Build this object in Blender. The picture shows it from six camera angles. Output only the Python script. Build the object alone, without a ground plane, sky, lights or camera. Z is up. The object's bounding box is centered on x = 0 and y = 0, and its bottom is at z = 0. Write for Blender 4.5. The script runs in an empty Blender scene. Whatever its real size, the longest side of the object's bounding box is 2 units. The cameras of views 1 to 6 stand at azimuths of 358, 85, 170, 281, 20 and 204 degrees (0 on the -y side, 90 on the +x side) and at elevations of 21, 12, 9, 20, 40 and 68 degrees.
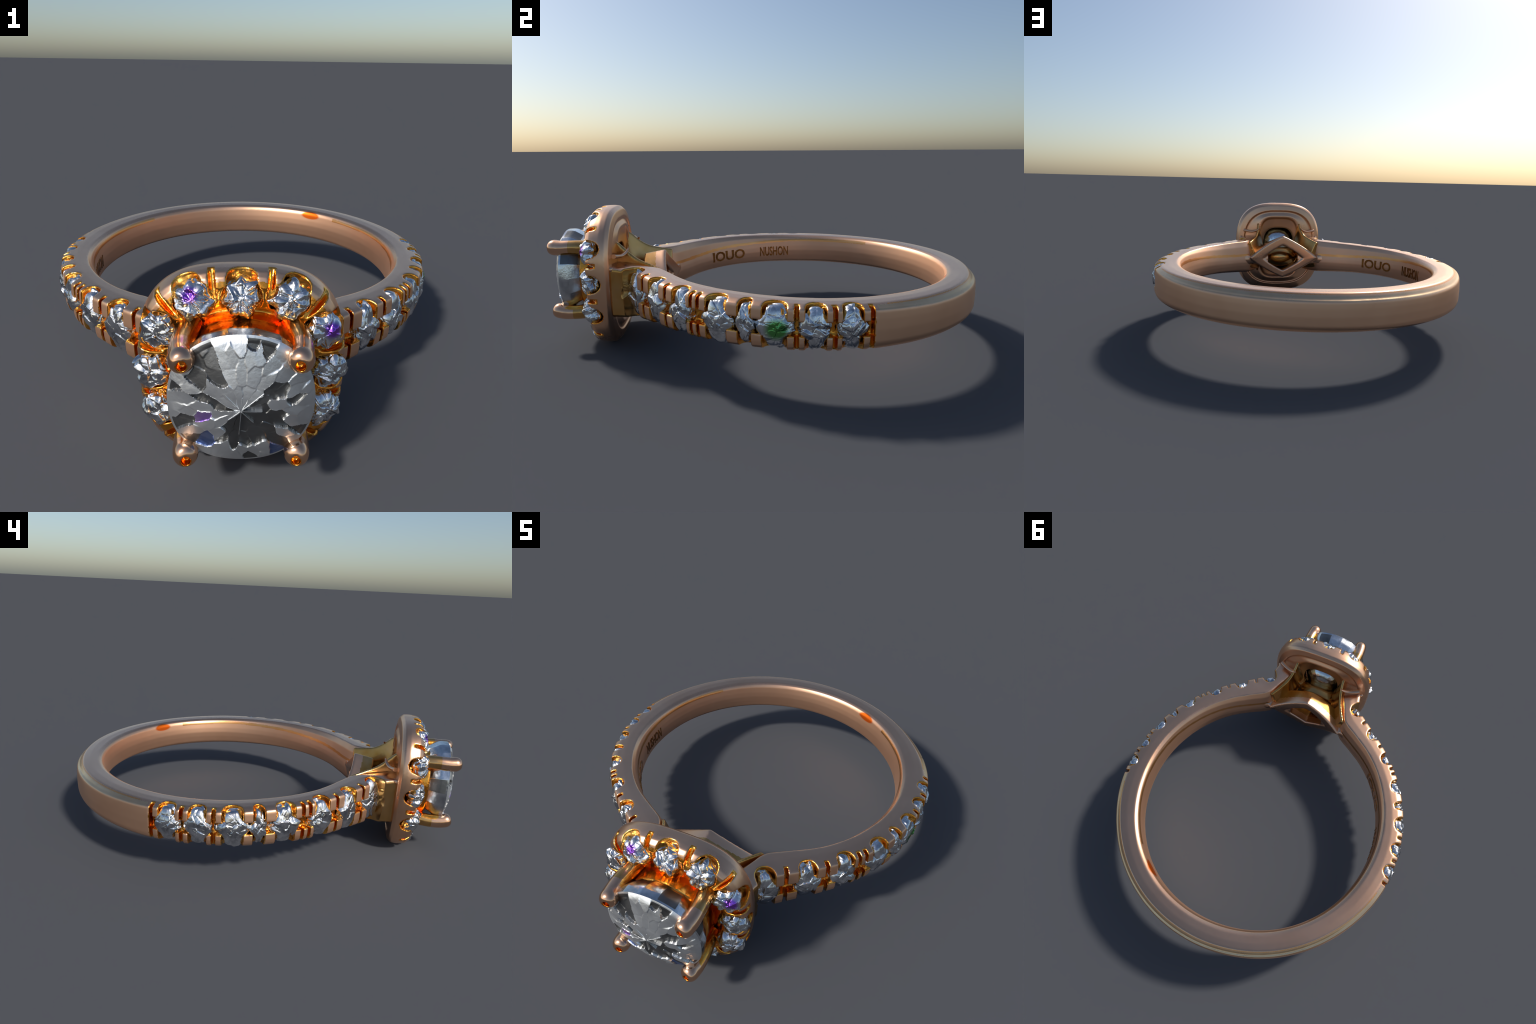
"""Rose-gold halo ring: pave shank, cathedral shoulders, diamond-shaped lattice
bridge under the head, cushion halo and a cushion-cut centre stone on four prongs.
Frame: metres, z up, finger hole axis along z, head towards -y."""
import bpy, bmesh, math
import numpy as np
from mathutils import Vector, Matrix

RNG = np.random.default_rng(7)
SC = bpy.context.scene.collection
YC = 0.15            # y of the centre of the finger hole
HX, HZ = -0.004, 0.322   # centre of the head (x, z)

# ------------------------------------------------------------------ materials
def node_mat(name):
    m = bpy.data.materials.new(name)
    m.use_nodes = True
    nt = m.node_tree
    return m, nt, nt.nodes["Principled BSDF"]

def noise(nt, scale, detail=3.0, rough=0.55, dist=0.0):
    tc = nt.nodes.new("ShaderNodeTexCoord")
    n = nt.nodes.new("ShaderNodeTexNoise")
    n.inputs["Scale"].default_value = scale
    n.inputs["Detail"].default_value = detail
    n.inputs["Roughness"].default_value = rough
    n.inputs["Distortion"].default_value = dist
    nt.links.new(tc.outputs["Object"], n.inputs["Vector"])
    return n

def ramp(nt, src, stops):
    r = nt.nodes.new("ShaderNodeValToRGB")
    e = r.color_ramp.elements
    while len(e) < len(stops):
        e.new(0.5)
    for el, (p, c) in zip(e, stops):
        el.position = p
        el.color = (*c, 1)
    nt.links.new(src, r.inputs[0])
    return r

def ball_mask(nt, centre, inner, outer, scale=(1, 1, 1)):
    """1 inside a soft ball round `centre` in object space, 0 outside."""
    tc = nt.nodes.new("ShaderNodeTexCoord")
    sub = nt.nodes.new("ShaderNodeVectorMath"); sub.operation = "SUBTRACT"
    sub.inputs[1].default_value = centre
    mul = nt.nodes.new("ShaderNodeVectorMath"); mul.operation = "MULTIPLY"
    mul.inputs[1].default_value = scale
    ln = nt.nodes.new("ShaderNodeVectorMath"); ln.operation = "LENGTH"
    mr = nt.nodes.new("ShaderNodeMapRange")
    mr.inputs["From Min"].default_value = outer
    mr.inputs["From Max"].default_value = inner
    nt.links.new(tc.outputs["Object"], sub.inputs[0])
    nt.links.new(sub.outputs[0], mul.inputs[0])
    nt.links.new(mul.outputs[0], ln.inputs[0])
    nt.links.new(ln.outputs["Value"], mr.inputs["Value"])
    return mr.outputs[0]

def mix_col(nt, fac, a, b):
    mx = nt.nodes.new("ShaderNodeMix"); mx.data_type = "RGBA"
    nt.links.new(fac, mx.inputs[0])
    for sock, v in ((mx.inputs[6], a), (mx.inputs[7], b)):
        if isinstance(v, tuple):
            sock.default_value = (*v, 1)
        else:
            nt.links.new(v, sock)
    return mx.outputs[2]

def bump(nt, bsdf, src, strength, dist):
    b = nt.nodes.new("ShaderNodeBump")
    b.inputs["Strength"].default_value = strength
    b.inputs["Distance"].default_value = dist
    nt.links.new(src, b.inputs["Height"])
    nt.links.new(b.outputs[0], bsdf.inputs["Normal"])

def metal(name, stops, scale, rlo, rhi, bumpy=0.0, bscale=60.0):
    m, nt, b = node_mat(name)
    b.inputs["Metallic"].default_value = 1.0
    n = noise(nt, scale, 3.0, 0.55, 0.3)
    r = ramp(nt, n.outputs["Fac"], stops)
    nt.links.new(r.outputs[0], b.inputs["Base Color"])
    n2 = noise(nt, 9.0, 2.0)
    mr = nt.nodes.new("ShaderNodeMapRange")
    mr.inputs["From Min"].default_value = 0.3
    mr.inputs["From Max"].default_value = 0.7
    mr.inputs["To Min"].default_value = rlo
    mr.inputs["To Max"].default_value = rhi
    nt.links.new(n2.outputs["Fac"], mr.inputs["Value"])
    nt.links.new(mr.outputs[0], b.inputs["Roughness"])
    if bumpy:
        n3 = noise(nt, bscale, 3.0)
        bump(nt, b, n3.outputs["Fac"], bumpy, 0.003)
    return m, nt, b, r

ROSE, nt_, b_, r_ = metal("rose_gold", [(0.30, (0.84, 0.490, 0.300)), (0.50, (0.88, 0.520, 0.325)), (0.72, (0.91, 0.555, 0.350))],
                 4.0, 0.26, 0.34)
PRONGGOLD = metal("rose_gold_polished", [(0.30, (0.84, 0.490, 0.300)), (0.50, (0.88, 0.520, 0.325)), (0.72, (0.91, 0.555, 0.350))], 5.0, 0.18, 0.24)[0]
BANDGOLD, nt_, b_, r_ = metal("rose_gold_band", [(0.30, (0.84, 0.490, 0.300)), (0.50, (0.88, 0.520, 0.325)), (0.72, (0.91, 0.555, 0.350))],
                 4.0, 0.29, 0.35)
# one vivid copper-orange scar on the inner edge of the band
scar = ball_mask(nt_, (0.385, 0.742, 0.338), 0.020, 0.026, (0.42, 0.42, 1.15))
nt_.links.new(mix_col(nt_, scar, r_.outputs[0], (0.85, 0.16, 0.015)), b_.inputs["Base Color"])
# upright faces roughened to match their brighter sheen, flat rims kept glossier
geo_ = nt_.nodes.new("ShaderNodeNewGeometry"); sep_ = nt_.nodes.new("ShaderNodeSeparateXYZ")
ab_ = nt_.nodes.new("ShaderNodeMath"); ab_.operation = "ABSOLUTE"
mr_ = nt_.nodes.new("ShaderNodeMapRange")
mr_.inputs["From Min"].default_value = 0.25; mr_.inputs["From Max"].default_value = 0.85
mr_.inputs["To Min"].default_value = 0.50; mr_.inputs["To Max"].default_value = 0.25
nt_.links.new(geo_.outputs["Normal"], sep_.inputs[0]); nt_.links.new(sep_.outputs["Z"], ab_.inputs[0])
nt_.links.new(ab_.outputs[0], mr_.inputs["Value"]); nt_.links.new(mr_.outputs[0], b_.inputs["Roughness"])
PALE = metal("pale_gold", [(0.30, (0.82, 0.53, 0.30)), (0.70, (0.90, 0.63, 0.38))], 8.0, 0.26, 0.34)[0]
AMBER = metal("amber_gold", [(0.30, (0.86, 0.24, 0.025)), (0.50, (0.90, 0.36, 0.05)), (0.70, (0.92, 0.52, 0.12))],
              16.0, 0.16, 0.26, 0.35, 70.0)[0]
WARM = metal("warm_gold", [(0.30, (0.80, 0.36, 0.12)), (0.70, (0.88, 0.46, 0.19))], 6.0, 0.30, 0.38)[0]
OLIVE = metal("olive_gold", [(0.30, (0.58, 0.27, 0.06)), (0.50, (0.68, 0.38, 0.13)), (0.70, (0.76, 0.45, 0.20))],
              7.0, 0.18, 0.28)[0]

STAMP = metal("stamped_gold", [(0.35, (0.30, 0.12, 0.03)), (0.65, (0.55, 0.26, 0.07))], 40.0, 0.25, 0.35)[0]  # darkened so the raised letters read as shadowed engraving

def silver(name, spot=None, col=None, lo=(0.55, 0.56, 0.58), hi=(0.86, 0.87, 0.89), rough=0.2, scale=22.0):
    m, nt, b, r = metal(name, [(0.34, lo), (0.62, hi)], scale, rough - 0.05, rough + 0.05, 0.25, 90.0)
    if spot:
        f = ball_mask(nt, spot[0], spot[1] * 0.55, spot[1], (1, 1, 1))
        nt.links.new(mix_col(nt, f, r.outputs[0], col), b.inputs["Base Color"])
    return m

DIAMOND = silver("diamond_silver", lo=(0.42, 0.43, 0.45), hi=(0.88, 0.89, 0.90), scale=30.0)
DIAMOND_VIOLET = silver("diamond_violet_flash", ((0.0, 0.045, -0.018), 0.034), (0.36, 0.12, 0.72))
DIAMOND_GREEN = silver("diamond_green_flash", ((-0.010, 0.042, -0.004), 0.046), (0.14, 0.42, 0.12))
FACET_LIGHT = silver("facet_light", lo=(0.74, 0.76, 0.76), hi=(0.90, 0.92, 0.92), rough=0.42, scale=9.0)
FACET_DARK = silver("facet_dark", lo=(0.16, 0.16, 0.155), hi=(0.24, 0.24, 0.235), rough=0.40, scale=9.0)  # dark reflections of the stone baked into the facet colour
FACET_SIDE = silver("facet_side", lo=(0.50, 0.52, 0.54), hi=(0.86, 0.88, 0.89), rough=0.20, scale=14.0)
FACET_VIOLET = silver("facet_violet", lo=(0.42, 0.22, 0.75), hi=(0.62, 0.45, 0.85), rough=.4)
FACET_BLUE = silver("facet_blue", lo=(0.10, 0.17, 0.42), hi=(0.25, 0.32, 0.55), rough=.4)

# ------------------------------------------------------------------ mesh tools
def new_obj(name, me, parent, mats=()):
    ob = bpy.data.objects.new(name, me)
    SC.objects.link(ob)
    if parent is not None:
        ob.parent = parent
    for m in mats:
        me.materials.append(m)
    return ob

def mesh_from(verts, faces, name="m"):
    me = bpy.data.meshes.new(name)
    me.from_pydata([tuple(v) for v in verts], [], faces)
    me.validate()
    bm = bmesh.new(); bm.from_mesh(me)
    bmesh.ops.recalc_face_normals(bm, faces=bm.faces[:])
    bm.to_mesh(me); bm.free()
    return me

def loft(rings, closed=False):
    """rings: (n, m, 3). Quads between rings; caps the ends unless closed."""
    rings = np.asarray(rings); n, m, _ = rings.shape
    F = []
    for i in range(n if closed else n - 1):
        a, b = i * m, ((i + 1) % n) * m
        for j in range(m):
            k = (j + 1) % m
            F.append((a + j, a + k, b + k, b + j))
    if not closed:
        F.append(tuple(range(m - 1, -1, -1)))
        F.append(tuple(range((n - 1) * m, n * m)))
    return rings.reshape(-1, 3), F

def smooth_keys(t, keys, vals):
    """monotone-ish cubic (Catmull-Rom on uneven keys) interpolation"""
    keys = np.asarray(keys, float); v = np.asarray(vals, float)
    d = np.gradient(v, keys, axis=0)
    i = np.clip(np.searchsorted(keys, t, side="right") - 1, 0, len(keys) - 2)
    h = keys[i + 1] - keys[i]; u = (t - keys[i]) / h
    sh = (slice(None),) + (None,) * (v.ndim - 1)
    u, h = u[sh], h[sh]
    return ((2*u**3 - 3*u**2 + 1) * v[i] + (u**3 - 2*u**2 + u) * h * d[i]
            + (-2*u**3 + 3*u**2) * v[i+1] + (u**3 - u**2) * h * d[i+1])

def tube(points, radii, seg=20, flat=1.0, up=(0, 0, 1)):
    P = np.asarray(points, float)
    T = np.gradient(P, axis=0); T /= np.linalg.norm(T, axis=1)[:, None]
    rings = []
    for p, t, r in zip(P, T, radii):
        a = np.cross(t, up); a /= np.linalg.norm(a); b = np.cross(a, t)
        th = np.linspace(0, 2*np.pi, seg, endpoint=False)
        rings.append(p + r*(np.cos(th)[:, None]*a + flat*np.sin(th)[:, None]*b))
    return loft(np.array(rings))

def frame_box(centre, ax, ay, az, hx, hy, hz):
    c = np.asarray(centre, float); ax, ay, az = map(np.asarray, (ax, ay, az))
    V = [c + sx*hx*ax + sy*hy*ay + sz*hz*az for sx in (-1, 1) for sy in (-1, 1) for sz in (-1, 1)]
    F = [(0, 1, 3, 2), (4, 6, 7, 5), (0, 4, 5, 1), (2, 3, 7, 6), (0, 2, 6, 4), (1, 5, 7, 3)]
    return V, F

def frame_cyl(centre, axis, side, up, r_side, r_up, l0, l1, seg=28, power=2.0):
    """elliptic (superelliptic) cylinder along axis from l0 to l1"""
    c = np.asarray(centre, float)
    th = np.linspace(0, 2*np.pi, seg, endpoint=False)
    cs, sn = np.cos(th), np.sin(th)
    x = np.sign(cs)*np.abs(cs)**(2/power)*r_side
    y = np.sign(sn)*np.abs(sn)**(2/power)*r_up
    ring = x[:, None]*np.asarray(side) + y[:, None]*np.asarray(up)
    return loft(np.array([c + ring + np.asarray(axis)*l for l in (l0, l1)]))

class Cutter:
    """A solid to subtract, remembered so that cut walls can be told apart."""
    def __init__(self, VF, centre, A, B, C, a, b, c0, c1, kind, power=2.0):
        self.VF = VF; self.c = np.asarray(centre, float)
        self.M = np.array([A, B, C], float); self.s = (a, b, c0, c1); self.kind = kind; self.p = power
    def near(self, P, eps):
        q = (P - self.c) @ self.M.T
        a, b, c0, c1 = self.s
        inz = (q[:, 2] > c0 - eps) & (q[:, 2] < c1 + eps)
        if self.kind == "box":
            return inz & (np.abs(q[:, 0]) < a + eps) & (np.abs(q[:, 1]) < b + eps)
        return inz & ((np.abs(q[:, 0])/(a+eps))**self.p + (np.abs(q[:, 1])/(b+eps))**self.p < 1)

def box_cut(centre, A, B, C, a, b, c0, c1):
    cc = np.asarray(centre, float) + np.asarray(C)*(c0+c1)/2
    return Cutter(frame_box(cc, A, B, C, a, b, (c1-c0)/2), centre, A, B, C, a, b, c0, c1, "box")

def cyl_cut(centre, A, B, C, a, b, c0, c1, power=2.0):
    return Cutter(frame_cyl(centre, C, A, B, a, b, c0, c1, power=power), centre, A, B, C, a, b, c0, c1, "cyl", power)

def carve(me, cutters, voxel=None, smooth_it=0):
    """subtract the cutters, optionally voxel-remesh and relax: returns a mesh"""
    ob = new_obj("tmp", me, None)
    helpers = []
    for c in cutters:
        h = new_obj("tmpc", mesh_from(*c.VF), None); helpers.append(h)
        md = ob.modifiers.new("b", "BOOLEAN"); md.object = h
        md.operation = "DIFFERENCE"; md.solver = "MANIFOLD"
    if voxel:
        md = ob.modifiers.new("r", "REMESH"); md.mode = "VOXEL"; md.voxel_size = voxel
    if smooth_it:
        md = ob.modifiers.new("s", "SMOOTH"); md.factor = 0.5; md.iterations = smooth_it
    dg = bpy.context.evaluated_depsgraph_get()
    out = bpy.data.meshes.new_from_object(ob.evaluated_get(dg))
    for h in helpers + [ob]:
        d = h.data
        bpy.data.objects.remove(h); bpy.data.meshes.remove(d)
    out.materials.clear()
    return out

def arrays(me):
    n = len(me.vertices); co = np.empty(n*3); me.vertices.foreach_get("co", co)
    f = len(me.polygons); fc = np.empty(f*3); me.polygons.foreach_get("center", fc)
    fn = np.empty(f*3); me.polygons.foreach_get("normal", fn)
    return co.reshape(-1, 3), fc.reshape(-1, 3), fn.reshape(-1, 3)

def set_idx(me, idx):
    me.polygons.foreach_set("material_index", np.asarray(idx, np.int32))

def shade(me, angle=None):
    me.polygons.foreach_set("use_smooth", np.ones(len(me.polygons), bool))
    if angle is not None:
        me.set_sharp_from_angle(angle=math.radians(angle))
    me.update()

def wobble(P, seed, scale, n=5):
    """cheap smooth noise in [-1, 1]: a few random plane waves"""
    r = np.random.default_rng(seed); out = np.zeros(len(P))
    for _ in range(n):
        k = r.normal(size=3)*scale
        out += np.sin(P @ k + r.uniform(0, 6.28))
    return out/n

# ------------------------------------------------------------------ root
ring = bpy.data.objects.new("engagement_ring", None)
SC.objects.link(ring)
ring["label"] = "rose gold halo ring with pave band and cushion diamond"
ring["category"] = "ring"

# ------------------------------------------------------------------ band
def polar(a, r):
    t = math.radians(a)
    return (r*math.sin(t), YC - r*math.cos(t))

# stations: angle from the head | inner r | outer r | inner face z lo, hi | top z | bottom z | ledge z
ST = [
    (180, .709, .847, .212, .340, .363, .197, .338),
    (150, .707, .844, .212, .340, .363, .197, .339),
    (125, .697, .836, .213, .341, .364, .197, .344),
    (110, .688, .832, .211, .342, .366, .198, .353),
    (102, .683, .828, .209, .341, .367, .198, .356),
    (90,  .676, .819, .208, .338, .370, .199, .362),
    (76,  .668, .807, .208, .332, .375, .201, .367),
    (62,  .660, .796, .208, .324, .380, .201, .373),
    (50,  .656, .789, .206, .315, .383, .198, .377),
    (40,  .652, .785, .206, .307, .386, .194, .381),
    (31,  .649, .790, .206, .302, .390, .188, .386),
]
I0 = [polar(a, ri) for a, ri, *_ in ST]; O0 = [polar(a, ro) for a, _, ro, *_ in ST]
Z0 = [s[3:] for s in ST]
# the cathedral shoulders leave the circle and run up to the back of the halo
I0 += [(.241, -.468), (.196, -.550), (.155, -.640), (.145, -.705)]
O0 += [(.317, -.596), (.291, -.645), (.279, -.688), (.273, -.735)]
Z0 += [(.202, .303, .394, .180, .391), (.194, .335, .398, .173, .396),
       (.188, .368, .404, .172, .402), (.186, .376, .410, .172, .408)]
tk = np.arange(len(I0), dtype=float)
tt = np.linspace(0, tk[-1], 420)
def to_polar(P):
    P = np.array(P); return np.stack([np.degrees(np.arctan2(P[:, 0], YC-P[:, 1])), np.hypot(P[:, 0], P[:, 1]-YC)], 1)
def along(P):          # smooth run through the stations, in polar form round the finger hole
    q = smooth_keys(tt, tk, to_polar(P)); t = np.radians(q[:, 0])
    return np.stack([q[:, 1]*np.sin(t), YC - q[:, 1]*np.cos(t)], 1)
I = along(I0); O = along(O0); Z = smooth_keys(tt, tk, Z0)

def band_section(i, o, z):
    zl, zh, zt, zb, ld = z
    d = np.array(o) - np.array(i); w = np.linalg.norm(d); d /= w
    pts = [(.004, zl), (-.001, .72*zl+.28*zh), (-.003, (zl+zh)/2), (-.001, .28*zl+.72*zh), (.004, zh), (.012, zh+.6*(zt-zh)), (.028, zt-.001), (w*.5, zt+.001),
           (w-.034, zt-.001), (w-.022, ld+.45*(zt-ld)), (w-.014, ld), (w-.005, ld-.004), (w-.001, ld-.012),
           (w+.001, .75*ld+.25*zb), (w+.002, (ld+zb)/2), (w+.0005, .2*ld+.8*zb), (w-.005, zb+.014), (w-.018, zb+.002),
           (w*.5, zb-.001), (.020, zb+.001), (.009, min(zl, zb+.008))]
    return [(i[0]+d[0]*s, i[1]+d[1]*s, zz) for s, zz in pts]

half = [band_section(i, o, z) for i, o, z in zip(I, O, Z)]     # back -> head on +x
other = [[(-x, y, z) for x, y, z in s] for s in half]
rings_ = other[::-1] + half[1:]
band_me = mesh_from(*loft(np.array(rings_)))

# stone angles down each shoulder, with the size of each seat
STONES = [(21.0, .044, .90), (34.4, .041, 1.0), (47.0, .042, 1.0), (60.2, .046, 1.05),
          (68.6, .026, .62), (76.6, .047, 1.12), (87.0, .040, 1.0), (96.3, .040, 1.0)]
SLITS = [27.6, 40.6, 51.8, 54.3, 82.2, 91.8, 101.3]
def shank_frame(a, sgn):
    """outer point, tangent, up and outward axes at angle a on side sgn"""
    key = np.array([s[0] for s in ST])[::-1]
    ro = np.interp(a, key, np.array([s[2] for s in ST])[::-1])
    zt = np.interp(a, key, np.array([s[5] for s in ST])[::-1])
    zb = np.interp(a, key, np.array([s[6] for s in ST])[::-1])
    if a < 25:
        pos = np.array([.300, -.607]); nrm = np.array([.60, -.80])
        zt, zb = .395, .182
    else:
        t = math.radians(a); pos = np.array(polar(a, ro))
        da = .5
        nrm = None
        p1 = np.array(polar(a+da, np.interp(a+da, key, np.array([s[2] for s in ST])[::-1])))
        p0 = np.array(polar(a-da, np.interp(a-da, key, np.array([s[2] for s in ST])[::-1])))
        tg = (p1-p0)/np.linalg.norm(p1-p0); nrm = np.array([tg[1], -tg[0]])
        if nrm @ np.array([math.sin(t), -math.cos(t)]) < 0: nrm = -nrm
    out = np.array([sgn*nrm[0], nrm[1], 0.0]); up = np.array([0, 0, 1.0])
    tan = np.cross(up, out)
    return np.array([sgn*pos[0], pos[1], (zt+zb)/2]), tan, up, out, (zt-zb)/2

cuts = []
for sgn in (1, -1):
    for a, w, size in STONES:
        c, tan, up, out, hh = shank_frame(a, sgn)
        # scalloped seat: a tall U that breaks out through both edges of the shank
        cuts.append(cyl_cut(c, tan, out, up, w*.94, .054, -.2, .2, power=2.3))
        # the wider belly behind the claw tips
        cuts.append(cyl_cut(c, tan, up, out, w*(1.42 if a > 25 else 1.0), .030, -.055, .05, power=2.6))
    for a in SLITS:
        c, tan, up, out, hh = shank_frame(a, sgn)
        cuts.append(box_cut(c, tan, up, out, .0066, .2, -.030, .06))
    # channel between the upper and the lower row of claws
    for a in np.arange(25.5, 101, 2.2):
        c, tan, up, out, hh = shank_frame(a, sgn)
        cuts.append(box_cut(c, tan, up, out, .0215, .026, -.034, .06))
band_me = carve(band_me, cuts, voxel=0.0037, smooth_it=9)
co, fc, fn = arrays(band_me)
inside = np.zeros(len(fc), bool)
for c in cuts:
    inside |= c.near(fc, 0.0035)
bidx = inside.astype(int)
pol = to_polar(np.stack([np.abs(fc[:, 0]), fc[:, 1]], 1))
zh_ = np.interp(pol[:, 0], [q[0] for q in ST[::-1]], [q[4] for q in ST[::-1]])
ri_ = np.interp(pol[:, 0], [q[0] for q in ST[::-1]], [q[1] for q in ST[::-1]])
ragged = .004*wobble(fc, 31, 14)
bidx[(np.abs(fc[:, 2]-zh_-ragged) < .008) & (pol[:, 1] < ri_+.02) & (pol[:, 0] > 20) & (pol[:, 0] < 135)] = 2   # orange glow painted as a line along the inner edge
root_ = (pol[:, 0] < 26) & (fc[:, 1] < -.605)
bidx[root_ & (np.abs(fc[:, 0]) > .2) & (fn[:, 2] < .5)] = 4  # darker olive drawn here for the shading beside the halo
ro_ = np.interp(pol[:, 0], [q[0] for q in ST[::-1]], [q[2] for q in ST[::-1]])
ld_ = np.interp(pol[:, 0], [q[0] for q in ST[::-1]], [q[7] for q in ST[::-1]])
zt_ = np.interp(pol[:, 0], [q[0] for q in ST[::-1]], [q[5] for q in ST[::-1]])
edge_ = (pol[:, 0] > 103) & (fc[:, 2] > ld_-.007) & (pol[:, 1] > ro_-.024 + .002*wobble(fc, 9, 12))
bidx[edge_] = 3                                             # pale worn outer bevel of the plain back
bidx[(pol[:, 0] > 106) & (fc[:, 2] > zt_-.008) & (np.abs(pol[:, 1]-ro_+.0265) < .0028)] = 2
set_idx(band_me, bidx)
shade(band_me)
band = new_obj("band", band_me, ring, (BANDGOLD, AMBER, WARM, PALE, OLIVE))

# hallmark stamped inside the band, on the -x side
def stamp(text, a0, a1, z0, z1, name):
    cu = bpy.data.curves.new("txt", "FONT"); cu.body = text; cu.size = 1.0
    cu.extrude = 0.02; cu.offset = 0.02; cu.resolution_u = 3
    ob = new_obj("tmp", cu, None)
    dg = bpy.context.evaluated_depsgraph_get()
    me = bpy.data.meshes.new_from_object(ob.evaluated_get(dg))
    bpy.data.objects.remove(ob); bpy.data.curves.remove(cu)
    co, _, _ = arrays(me)
    lo, hi = co.min(0), co.max(0); u = (co - lo)/(hi - lo)
    a = np.radians(a0 + (a1 - a0)*u[:, 0]); key = np.array([s[0] for s in ST])[::-1]
    ri = np.interp(np.degrees(a), key, np.array([s[1] for s in ST])[::-1]) + .002 - u[:, 2]*.006
    z = z0 + (z1 - z0)*u[:, 1]
    me.vertices.foreach_set("co", np.stack([-ri*np.sin(a), YC - ri*np.cos(a), z], 1).ravel())
    me.materials.clear()
    bm = bmesh.new(); bm.from_mesh(me); bmesh.ops.recalc_face_normals(bm, faces=bm.faces[:]); bm.to_mesh(me); bm.free()
    return new_obj(name, me, band, (STAMP,))
stamp("IOUO", 49.5, 69.5, .243, .302, "hallmark")
stamp("NUSHON", 78.5, 94.0, .243, .302, "hallmark")

# ------------------------------------------------------------------ halo
def cushion(hx, hz, n, y, m=360, jitter=0.0):
    th = np.linspace(0, 2*np.pi, m, endpoint=False); c, s = np.cos(th), np.sin(th)
    return np.stack([HX + hx*np.sign(c)*np.abs(c)**(2/n), np.full(m, y), HZ + hz*np.sign(s)*np.abs(s)**(2/n)], 1)

PROFILE = [
    (.306, .320, 2.8, -.770), (.308, .320, 2.9, -.745), (.306, .318, 2.9, -.722), (.292, .303, 2.9, -.706), (.256, .266, 2.8, -.697),
    (.254, .264, 2.8, -.705), (.244, .252, 2.8, -.705), (.156, .230, 4.0, -.692), (.142, .220, 4.0, -.692),
    (.134, .205, 4.0, -.702), (.112, .142, 3.0, -.712), (.110, .140, 3.0, -.735), (.150, .155, 2.2, -.835),
    (.168, .171, 2.2, -.868), (.177, .181, 2.2, -.862), (.172, .176, 2.4, -.800), (.182, .186, 2.6, -.772),
    (.196, .202, 2.6, -.774), (.206, .214, 2.6, -.806), (.236, .246, 2.6, -.818), (.268, .280, 2.6, -.818),
    (.292, .305, 2.7, -.806), (.303, .317, 2.75, -.790)]
halo_me = mesh_from(*loft(np.array([cushion(*p) for p in PROFILE]), closed=True))

HSTONES = [(-.133, .236), (0, .245), (.133, .236), (.230, .143), (.256, .012), (.244, -.120),
           (.133, -.236), (0, -.245), (-.133, -.236), (-.244, -.120), (-.256, .012), (-.230, .143)]
def halo_frame(x, z):
    n = np.array([np.sign(x)*abs(x/.313)**1.7/.313, 0, np.sign(z)*abs(z/.328)**1.7/.328]); n /= np.linalg.norm(n)
    tan = np.cross([0, 1.0, 0], n)
    return n, tan
hcuts = []
for x, z in HSTONES:
    n, tan = halo_frame(x, z); c = np.array([HX+x, -.816, HZ+z])
    ax = n
    bx = np.cross(ax, tan)
    deep = .072 if abs(z) < .2 else .050
    hcuts.append(cyl_cut(c, tan, bx, ax, .042, deep, -.045, .2, power=2.2))
    hcuts.append(cyl_cut(c + np.array([0, -.01, 0]), tan, n, (0, -1, 0), .056, .052, -.026, .1, power=2.4))
for k in range(12):
    (x0, z0), (x1, z1) = HSTONES[k], HSTONES[(k+1) % 12]
    x, z = (x0+x1)/2, (z0+z1)/2
    n, tan = halo_frame(x, z); s = .268/ (abs(x/.313*1.0)**2.7 + abs(z/.328)**2.7)**(1/2.7)
    f = 1/(abs(x/.290)**2.7 + abs(z/.304)**2.7)**(1/2.7)
    c = np.array([HX+x*f, -.816, HZ+z*f])
    ax = n*.5 + np.array([0, -1, 0])*.86; ax /= np.linalg.norm(ax)
    hcuts.append(cyl_cut(c, tan, np.cross(ax, tan), ax, .0085, .09, -.036, .2))
halo_me = carve(halo_me, hcuts, voxel=0.0034, smooth_it=7)
co, fc, fn = arrays(halo_me)
idx = np.zeros(len(fc), int)
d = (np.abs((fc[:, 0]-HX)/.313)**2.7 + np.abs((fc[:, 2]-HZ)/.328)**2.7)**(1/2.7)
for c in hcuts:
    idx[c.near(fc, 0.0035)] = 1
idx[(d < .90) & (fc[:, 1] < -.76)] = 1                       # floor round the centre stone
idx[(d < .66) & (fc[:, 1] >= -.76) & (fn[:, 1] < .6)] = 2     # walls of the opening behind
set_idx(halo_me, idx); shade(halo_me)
halo = new_obj("halo", halo_me, ring, (ROSE, AMBER, OLIVE))

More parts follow.
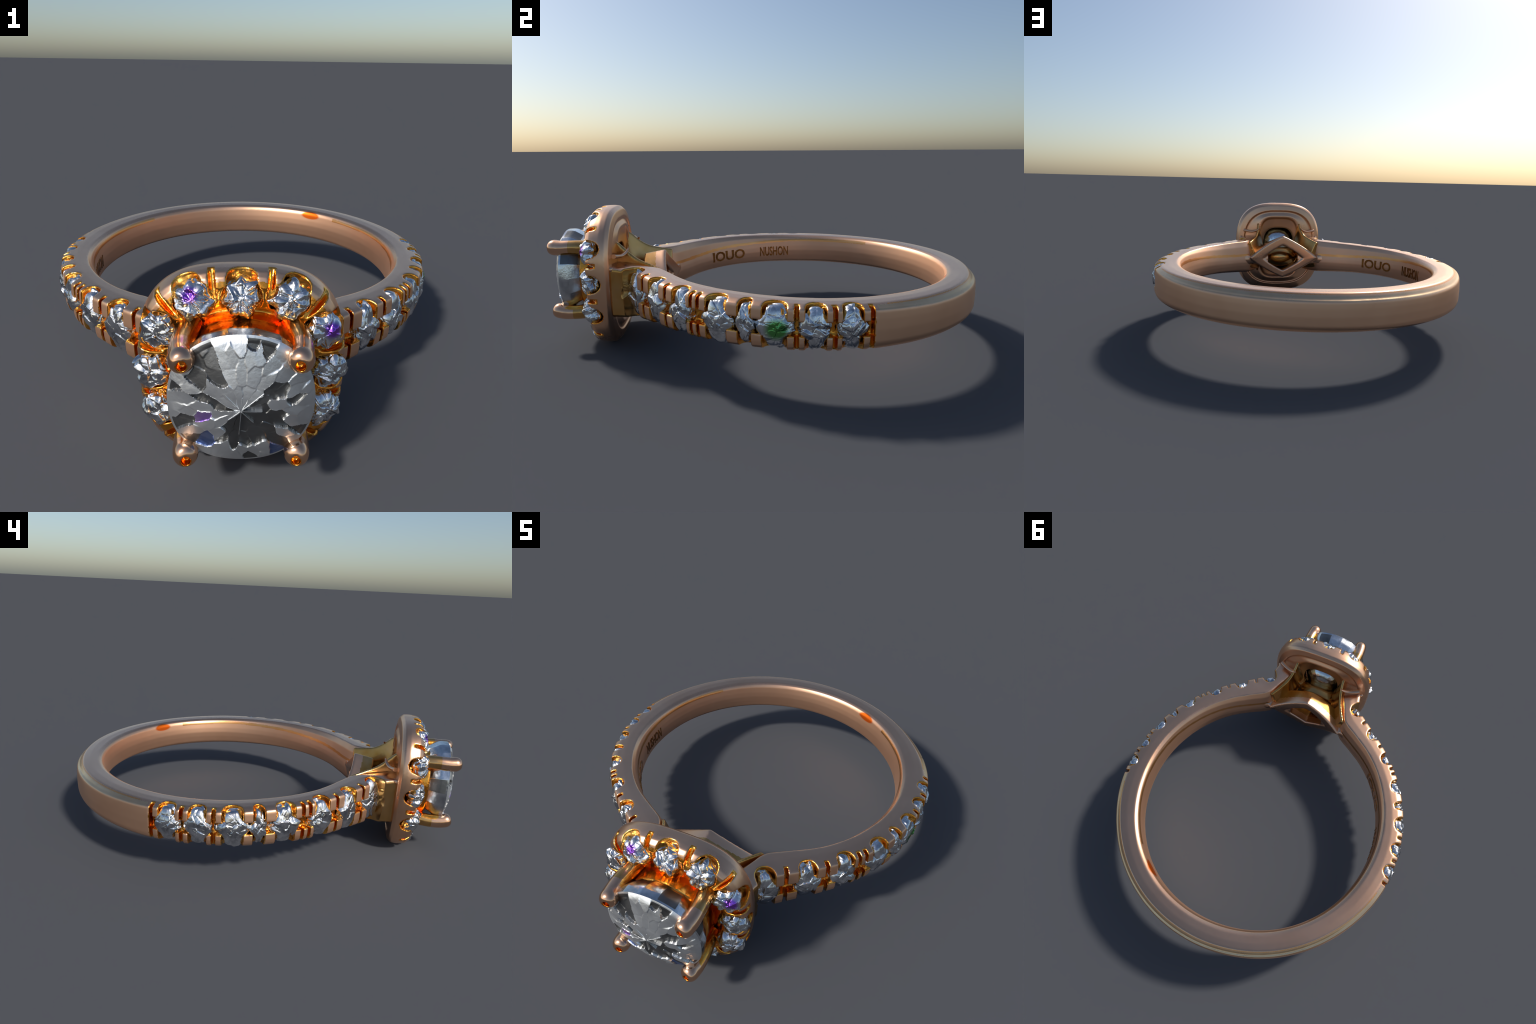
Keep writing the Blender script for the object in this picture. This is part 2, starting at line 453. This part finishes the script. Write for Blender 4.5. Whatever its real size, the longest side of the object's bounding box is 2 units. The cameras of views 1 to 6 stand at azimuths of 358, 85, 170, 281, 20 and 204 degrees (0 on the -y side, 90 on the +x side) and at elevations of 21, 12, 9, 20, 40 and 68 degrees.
# ------------------------------------------------------------------ gallery walls behind the halo
def gallery(sgn):
    ys = np.linspace(-.705, -.485, 40)
    xs = smooth_keys(ys, [-.705, -.66, -.60, -.54, -.485], [.148, .154, .172, .202, .236])
    zt = smooth_keys(ys, [-.705, -.685, -.665, -.64, -.60, -.55, -.485], [.500, .492, .474, .450, .422, .404, .385])
    zb = smooth_keys(ys, [-.705, -.685, -.665, -.64, -.60, -.55, -.485], [.150, .155, .165, .175, .185, .195, .210])
    rings = []
    for y, x, a, b in zip(ys, xs, zt, zb):
        t = .016
        rings.append([(sgn*(x-.006), y, b), (sgn*(x+.008), y-.004, b), (sgn*(x+t), y-.004, .3*a+.7*b), (sgn*(x+t), y-.004, .7*a+.3*b), (sgn*(x+.008), y-.004, a),
                      (sgn*(x-.006), y, a), (sgn*(x-.036), y, .6*a+.4*b), (sgn*(x-.050), y, (a+b)/2), (sgn*(x-.036), y, .4*a+.6*b)])
    me = mesh_from(*loft(np.array(rings)))
    me = carve(me, [], voxel=.0045, smooth_it=7); shade(me)
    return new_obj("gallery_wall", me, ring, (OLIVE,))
for s in (1, -1):
    gallery(s)

# thin curled ledges and small beads where the shoulders meet the halo
for s in (1, -1):
    P = np.array([(.255, -.690, .448), (.235, -.680, .444), (.205, -.668, .440), (.175, -.656, .446), (.156, -.648, .458), (.150, -.644, .466)])
    t = np.linspace(0, 5, 30); P = smooth_keys(t, np.arange(6), P); P[:, 0] *= s; P[:, 0] += HX
    V, F = tube(P, np.interp(t, [0, 3, 4.5, 5], [.014, .010, .005, .004]), 14, 0.7)
    me = mesh_from(V, F); shade(me, 60)
    new_obj("curl", me, ring, (ROSE,))
    bm = bmesh.new(); bmesh.ops.create_uvsphere(bm, u_segments=20, v_segments=12, radius=.0125)
    me = bpy.data.meshes.new("bead"); bm.to_mesh(me); bm.free(); shade(me)
    b = new_obj("bead", me, ring, (ROSE,)); b.location = (HX + s*.272, -.703, .394)

# collar of the basket round the stone's point
COL = [(.150, .176, 3.0, -.715), (.146, .172, 3.0, -.672), (.132, .158, 3.0, -.648), (.112, .136, 2.8, -.652), (.100, .126, 2.6, -.690), (.098, .124, 2.6, -.720)]
me = mesh_from(*loft(np.array([cushion(*p, m=160) for p in COL]), closed=True))
upper = box_cut((HX, -.68, .46), (1, 0, 0), (0, 1, 0), (0, 0, 1), .3, .3, -.10, .2)
me = carve(me, [upper], voxel=.0045, smooth_it=6)
co, fc, fn = arrays(me); me.vertices.foreach_set("co", (co + np.array([-.008, 0, -.012])).ravel()); shade(me)
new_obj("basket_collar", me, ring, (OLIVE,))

# rounded floor of the basket, seen through the window of the bridge
bm = bmesh.new(); bmesh.ops.create_uvsphere(bm, u_segments=48, v_segments=32, radius=1.0)
me = bpy.data.meshes.new("floor"); bm.to_mesh(me); bm.free()
co, _, _ = arrays(me)
me.vertices.foreach_set("co", (co*np.array([.130, .085, .075]) + np.array([HX-.008, -.688, .258])).ravel()); shade(me)
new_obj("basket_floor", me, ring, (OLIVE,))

# ------------------------------------------------------------------ lattice bridge
def lattice():
    # diamond-shaped frame wrapped round the finger hole; necks taper into the shoulders
    zc = .282
    def wrap(x, z, r):
        a = x/.655
        return (r*math.sin(a), YC - r*math.cos(a), z)
    n = 96
    u = np.linspace(0, 1, n, endpoint=False)
    def diamond(hx, hz, p):
        th = u*2*np.pi; c, s = np.cos(th), np.sin(th)
        k = 1/(np.abs(c)/hx)**1 if False else 1/((np.abs(c)/hx)**p + (np.abs(s)/hz)**p)**(1/p)
        return np.stack([k*c, k*s], 1)
    outer, inner = diamond(.245, .145, 1.12), diamond(.140, .086, 1.12)
    outer_b, inner_b = diamond(.240, .128, 1.12), diamond(.150, .094, 1.12)
    rings = []
    for q, r, dz in ((outer, .650, 0), (outer*0.985, .640, 0), (inner*1.06, .639, -.006), (inner, .646, -.006), (inner_b, .745, -.004), (outer_b, .745, 0)):
        rings.append([wrap(x, zc+dz+z, r) for x, z in q])
    me = mesh_from(*loft(np.array(rings), closed=True))
    return me
def join(parts):
    V, F = [], []
    for v, f in parts:
        o = len(V); V += [tuple(p) for p in v]; F += [tuple(i+o for i in q) for q in f]
    return V, F
lat = lattice()
lv, _, _ = arrays(lat)
parts = [(lv, [tuple(p.vertices) for p in lat.polygons])]
for s in (1, -1):      # necks joining bridge and shoulders
    aa = np.linspace(9, 36, 20)
    P = [polar(a, np.interp(a, [9, 20, 36], [.678, .684, .694])) for a in aa]
    hw = np.interp(aa, [9, 15, 20, 27, 36], [.030, .024, .024, .034, .046])
    V = []
    for (x, y), h in zip(P, hw):
        d = np.array([x, y-YC]); d /= np.linalg.norm(d)
        V.append([(s*(x+d[0]*o), y+d[1]*o, .268+z) for o, z in ((-.028, -h), (-.034, 0), (-.028, h), (.03, h+.024), (.05, 0), (.03, -h-.024))])
    parts.append(loft(np.array(V)))
me = carve(mesh_from(*join(parts)), [], voxel=.0040, smooth_it=12)
co, fc, fn = arrays(me)
r = np.hypot(fc[:, 0], fc[:, 1]-YC)
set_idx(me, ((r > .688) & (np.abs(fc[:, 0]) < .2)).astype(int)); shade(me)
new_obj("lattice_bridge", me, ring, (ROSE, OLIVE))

# ------------------------------------------------------------------ prongs
for sx in (1, -1):
    for tz in (1, -1):
        tip = (HX + sx*.152, -.998, .474 if tz > 0 else .176)
        P = np.array([(HX+sx*.146, -.780, HZ+tz*.146), (HX+sx*.154, -.845, HZ+tz*.150), (HX+sx*.159, -.895, HZ+tz*.153),
                      (HX+sx*.157, -.940, HZ+tz*.151), (tip[0], tip[1]+.030, tip[2])])
        P = smooth_keys(np.linspace(0, 4, 24), np.arange(5), P)
        R = np.interp(np.linspace(0, 1, 24), [0, .5, 1], [.036, .032, .0355])
        dirn = (P[-1]-P[-2]); dirn /= np.linalg.norm(dirn)
        cap = [P[-1] + dirn*.032*math.sin(t) for t in np.linspace(.2, 1.5, 10)]
        capr = [.0355*math.cos(t)**.62 for t in np.linspace(.2, 1.5, 10)]
        V, F = tube(np.vstack([P, cap]), list(R)+capr, 28)
        hole = cyl_cut((tip[0]-sx*.004, tip[1], tip[2]-.004), (1, 0, 0), (0, 0, 1), (0, -1, 0), .0120, .0145, -.022, .03)
        me = carve(mesh_from(V, F), [hole], voxel=.0032, smooth_it=3)
        co, fc, fn = arrays(me)
        inward = -(fn[:, 0]*sx + fn[:, 2]*tz)
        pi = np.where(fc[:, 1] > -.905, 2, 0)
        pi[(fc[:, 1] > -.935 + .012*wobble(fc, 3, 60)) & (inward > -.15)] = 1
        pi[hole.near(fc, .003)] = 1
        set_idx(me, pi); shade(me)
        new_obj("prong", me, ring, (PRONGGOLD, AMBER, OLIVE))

# ------------------------------------------------------------------ accent stones
def crumple(D, seed, cells, amp, crease):
    """facet-like lumps on a unit sphere: tilted Voronoi cells with creases between"""
    r = np.random.default_rng(seed)
    S = r.normal(size=(cells, 3)); S /= np.linalg.norm(S, axis=1)[:, None]
    h = r.uniform(-1, 1, cells); g = r.normal(size=(cells, 3))*1.6
    d = np.linalg.norm(D[:, None, :] - S[None], axis=2)
    i = np.argsort(d, axis=1)[:, :2]; k = np.arange(len(D))
    f1, f2 = d[k, i[:, 0]], d[k, i[:, 1]]
    def val(j): return h[j] + np.einsum("ij,ij->i", g[j], D - S[j])
    w = np.clip((f2 - f1)/.10, 0, 1); w = .5 + .5*w*w*(3-2*w)
    v = w*val(i[:, 0]) + (1-w)*val(i[:, 1])
    return amp*v - crease*np.exp(-((f2-f1)/.045)**2)

def stone_mesh(seed, shape):
    bm = bmesh.new(); bmesh.ops.create_icosphere(bm, subdivisions=6, radius=1.0)
    me = bpy.data.meshes.new("accent_diamond"); bm.to_mesh(me); bm.free()
    D, _, _ = arrays(me)
    x, y, z = D.T
    if shape == "shank":   # x tangent, y outward, z up: belly between the claws, shoulders in the notches
        belly = 1/((np.abs(x)/.060)**2.6 + (np.abs(y)/.042)**2.6 + (np.abs(z)/.043)**2.6)**(1/2.6)
        post = 1/((np.abs(x)/.037)**3 + (np.abs(y)/.036)**3 + (np.abs(z)/.078)**3)**(1/3)
        R = (belly**8 + post**8)**(1/8)
    else:                  # round stones of the halo
        R = 1/((np.abs(x)/.053)**2.6 + (np.abs(y)/.038)**2.6 + (np.abs(z)/.053)**2.6)**(1/2.6)
        th = np.arctan2(z, x)
        R *= 1 + .07*np.sin(7*th + seed)*np.hypot(x, z)
    R = R + crumple(D, seed, 26, .0048, .0026) + crumple(D, seed+50, 80, .0010, .0010)
    me.vertices.foreach_set("co", (D*R[:, None]).ravel()); shade(me)
    return me

def place(me, c, tan, out, up, size, mat, name, roll=0.0):
    ob = new_obj(name, me, ring)
    M = Matrix((tan, out, up)).transposed().to_4x4()
    M = Matrix.Translation(Vector(c)) @ M @ Matrix.Rotation(roll, 4, "Y") @ Matrix.Diagonal((*size, 1))
    ob.matrix_basis = M
    if not me.materials:
        me.materials.append(mat)
    ob.material_slots[0].link = "OBJECT"; ob.material_slots[0].material = mat
    return ob

SHANK = [stone_mesh(s, "shank") for s in (3, 14, 25, 36, 47)]
ROUND = [stone_mesh(s, "round") for s in (5, 16, 27, 38)]
k = 0
for sgn in (1, -1):
    for j, (a, w, size) in enumerate(STONES):
        c, tan, up, out, hh = shank_frame(a, sgn)
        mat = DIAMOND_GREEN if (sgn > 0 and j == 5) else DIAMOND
        flip = 1 if k % 2 else -1
        tan2 = np.cross(out, up)
        place(SHANK[k % 5], c - out*.033, tan2, out, up, (w/.039*.98, 1.0, hh/.082*.98*(1 if size > .7 else .9)),
              mat, "accent_diamond", 0.0 if flip > 0 else math.pi)
        k += 1
for j, (x, z) in enumerate(HSTONES):
    n, tan = halo_frame(x, z)
    out = np.array([0, -1.0, 0])*.90 + n*.30; out /= np.linalg.norm(out)
    up = np.cross(tan, out)
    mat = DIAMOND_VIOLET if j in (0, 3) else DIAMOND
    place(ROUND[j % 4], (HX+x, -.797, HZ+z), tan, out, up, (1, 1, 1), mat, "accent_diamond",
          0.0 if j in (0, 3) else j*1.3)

# ------------------------------------------------------------------ centre stone
def centre_stone():
    hx, hz, n = .197, .199, 2.2
    cz = .335
    nr, na = 150, 520
    rho = np.linspace(0, 1, nr+1)[1:]; th = np.linspace(0, 2*np.pi, na, endpoint=False)
    c, s = np.cos(th), np.sin(th)
    k = 1/((np.abs(c)/hx)**n + (np.abs(s)/hz)**n)**(1/n)
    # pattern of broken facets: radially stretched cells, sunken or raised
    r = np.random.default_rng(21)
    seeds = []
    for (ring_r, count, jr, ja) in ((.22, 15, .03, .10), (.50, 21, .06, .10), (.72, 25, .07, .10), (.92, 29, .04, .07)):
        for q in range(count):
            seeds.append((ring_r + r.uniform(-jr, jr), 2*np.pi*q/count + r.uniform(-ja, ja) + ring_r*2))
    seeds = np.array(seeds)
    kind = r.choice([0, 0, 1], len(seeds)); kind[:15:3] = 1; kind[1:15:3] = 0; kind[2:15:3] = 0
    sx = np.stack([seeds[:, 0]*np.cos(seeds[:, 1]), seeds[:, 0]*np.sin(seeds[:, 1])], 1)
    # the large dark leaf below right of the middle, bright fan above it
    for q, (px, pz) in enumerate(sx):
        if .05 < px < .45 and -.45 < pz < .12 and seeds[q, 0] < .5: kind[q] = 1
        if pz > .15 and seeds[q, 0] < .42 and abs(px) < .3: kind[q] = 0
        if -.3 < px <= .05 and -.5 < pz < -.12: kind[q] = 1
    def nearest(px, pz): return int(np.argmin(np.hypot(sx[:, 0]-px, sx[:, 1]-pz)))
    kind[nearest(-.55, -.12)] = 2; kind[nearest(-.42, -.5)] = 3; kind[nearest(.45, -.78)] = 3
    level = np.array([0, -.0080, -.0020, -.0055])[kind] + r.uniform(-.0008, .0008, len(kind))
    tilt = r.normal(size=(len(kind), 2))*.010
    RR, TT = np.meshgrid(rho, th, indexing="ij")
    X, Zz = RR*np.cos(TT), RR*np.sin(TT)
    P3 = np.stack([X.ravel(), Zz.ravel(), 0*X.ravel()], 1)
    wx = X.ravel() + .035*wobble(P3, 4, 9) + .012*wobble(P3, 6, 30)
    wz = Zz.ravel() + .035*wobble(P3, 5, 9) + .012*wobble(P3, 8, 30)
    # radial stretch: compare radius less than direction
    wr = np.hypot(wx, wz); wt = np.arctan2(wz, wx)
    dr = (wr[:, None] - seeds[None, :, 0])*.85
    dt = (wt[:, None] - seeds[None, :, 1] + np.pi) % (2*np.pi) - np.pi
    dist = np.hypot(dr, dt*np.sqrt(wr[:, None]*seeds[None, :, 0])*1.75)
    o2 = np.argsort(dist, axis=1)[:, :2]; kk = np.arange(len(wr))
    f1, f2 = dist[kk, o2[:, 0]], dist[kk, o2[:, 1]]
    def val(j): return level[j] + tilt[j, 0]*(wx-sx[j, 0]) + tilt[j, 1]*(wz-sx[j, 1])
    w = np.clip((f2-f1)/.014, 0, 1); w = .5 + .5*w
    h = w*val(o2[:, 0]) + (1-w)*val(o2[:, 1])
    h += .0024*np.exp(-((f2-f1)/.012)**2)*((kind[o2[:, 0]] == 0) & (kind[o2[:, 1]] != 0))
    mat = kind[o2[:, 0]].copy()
    # bright hairline star in the middle
    star = (np.abs(np.sin(TT.ravel()*4 + .3))*RR.ravel() < .018) & (RR.ravel() < .30 + .1*np.sin(3*TT.ravel()))
    h[star] = .0012; mat[star] = 0
    edge = np.clip((RR.ravel() - .90)/.10, 0, 1)
    h = h*(1-edge); mat[RR.ravel() > .972] = 0
    dome = -.996 + .040*RR.ravel()**2 + .006*edge**2
    V = [(HX, -.996, cz)]
    K = np.tile(k, nr)
    fx = HX + RR.ravel()*K*np.tile(c, nr); fz = cz + RR.ravel()*K*np.tile(s, nr)
    V = np.vstack([V, np.stack([fx, dome - h, fz], 1)])
    F = [(0, 1+j, 1+(j+1) % na) for j in range(na)]; M = [0]*na
    mt = mat.reshape(nr, na)
    for i in range(nr-1):
        a, b = 1+i*na, 1+(i+1)*na
        for j in range(na):
            q = (j+1) % na
            F.append((a+j, b+j, b+q, a+q)); M.append(int(mt[i+1, j]))
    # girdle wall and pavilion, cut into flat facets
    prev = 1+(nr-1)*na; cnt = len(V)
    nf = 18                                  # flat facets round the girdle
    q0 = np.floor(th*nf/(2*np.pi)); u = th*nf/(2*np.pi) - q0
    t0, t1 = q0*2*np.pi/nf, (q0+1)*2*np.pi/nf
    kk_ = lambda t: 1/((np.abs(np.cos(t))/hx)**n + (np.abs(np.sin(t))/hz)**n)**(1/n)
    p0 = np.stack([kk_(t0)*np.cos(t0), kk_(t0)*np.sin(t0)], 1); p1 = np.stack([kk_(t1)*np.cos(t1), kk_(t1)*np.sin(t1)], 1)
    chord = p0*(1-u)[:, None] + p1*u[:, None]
    wallkind = np.random.default_rng(5).choice([4, 4, 4, 1], nf)[q0.astype(int)]  # a random quarter coloured dark to show reflections on the girdle
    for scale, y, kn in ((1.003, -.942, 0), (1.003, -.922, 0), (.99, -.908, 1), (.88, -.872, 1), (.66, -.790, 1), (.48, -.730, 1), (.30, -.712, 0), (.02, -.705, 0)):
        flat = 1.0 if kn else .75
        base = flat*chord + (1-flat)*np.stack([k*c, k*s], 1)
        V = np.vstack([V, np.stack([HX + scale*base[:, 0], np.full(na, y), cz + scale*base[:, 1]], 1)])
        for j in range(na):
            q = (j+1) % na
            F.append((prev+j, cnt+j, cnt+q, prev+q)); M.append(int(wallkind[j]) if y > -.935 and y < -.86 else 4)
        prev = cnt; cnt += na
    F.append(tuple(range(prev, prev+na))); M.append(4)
    me = mesh_from(V, F)
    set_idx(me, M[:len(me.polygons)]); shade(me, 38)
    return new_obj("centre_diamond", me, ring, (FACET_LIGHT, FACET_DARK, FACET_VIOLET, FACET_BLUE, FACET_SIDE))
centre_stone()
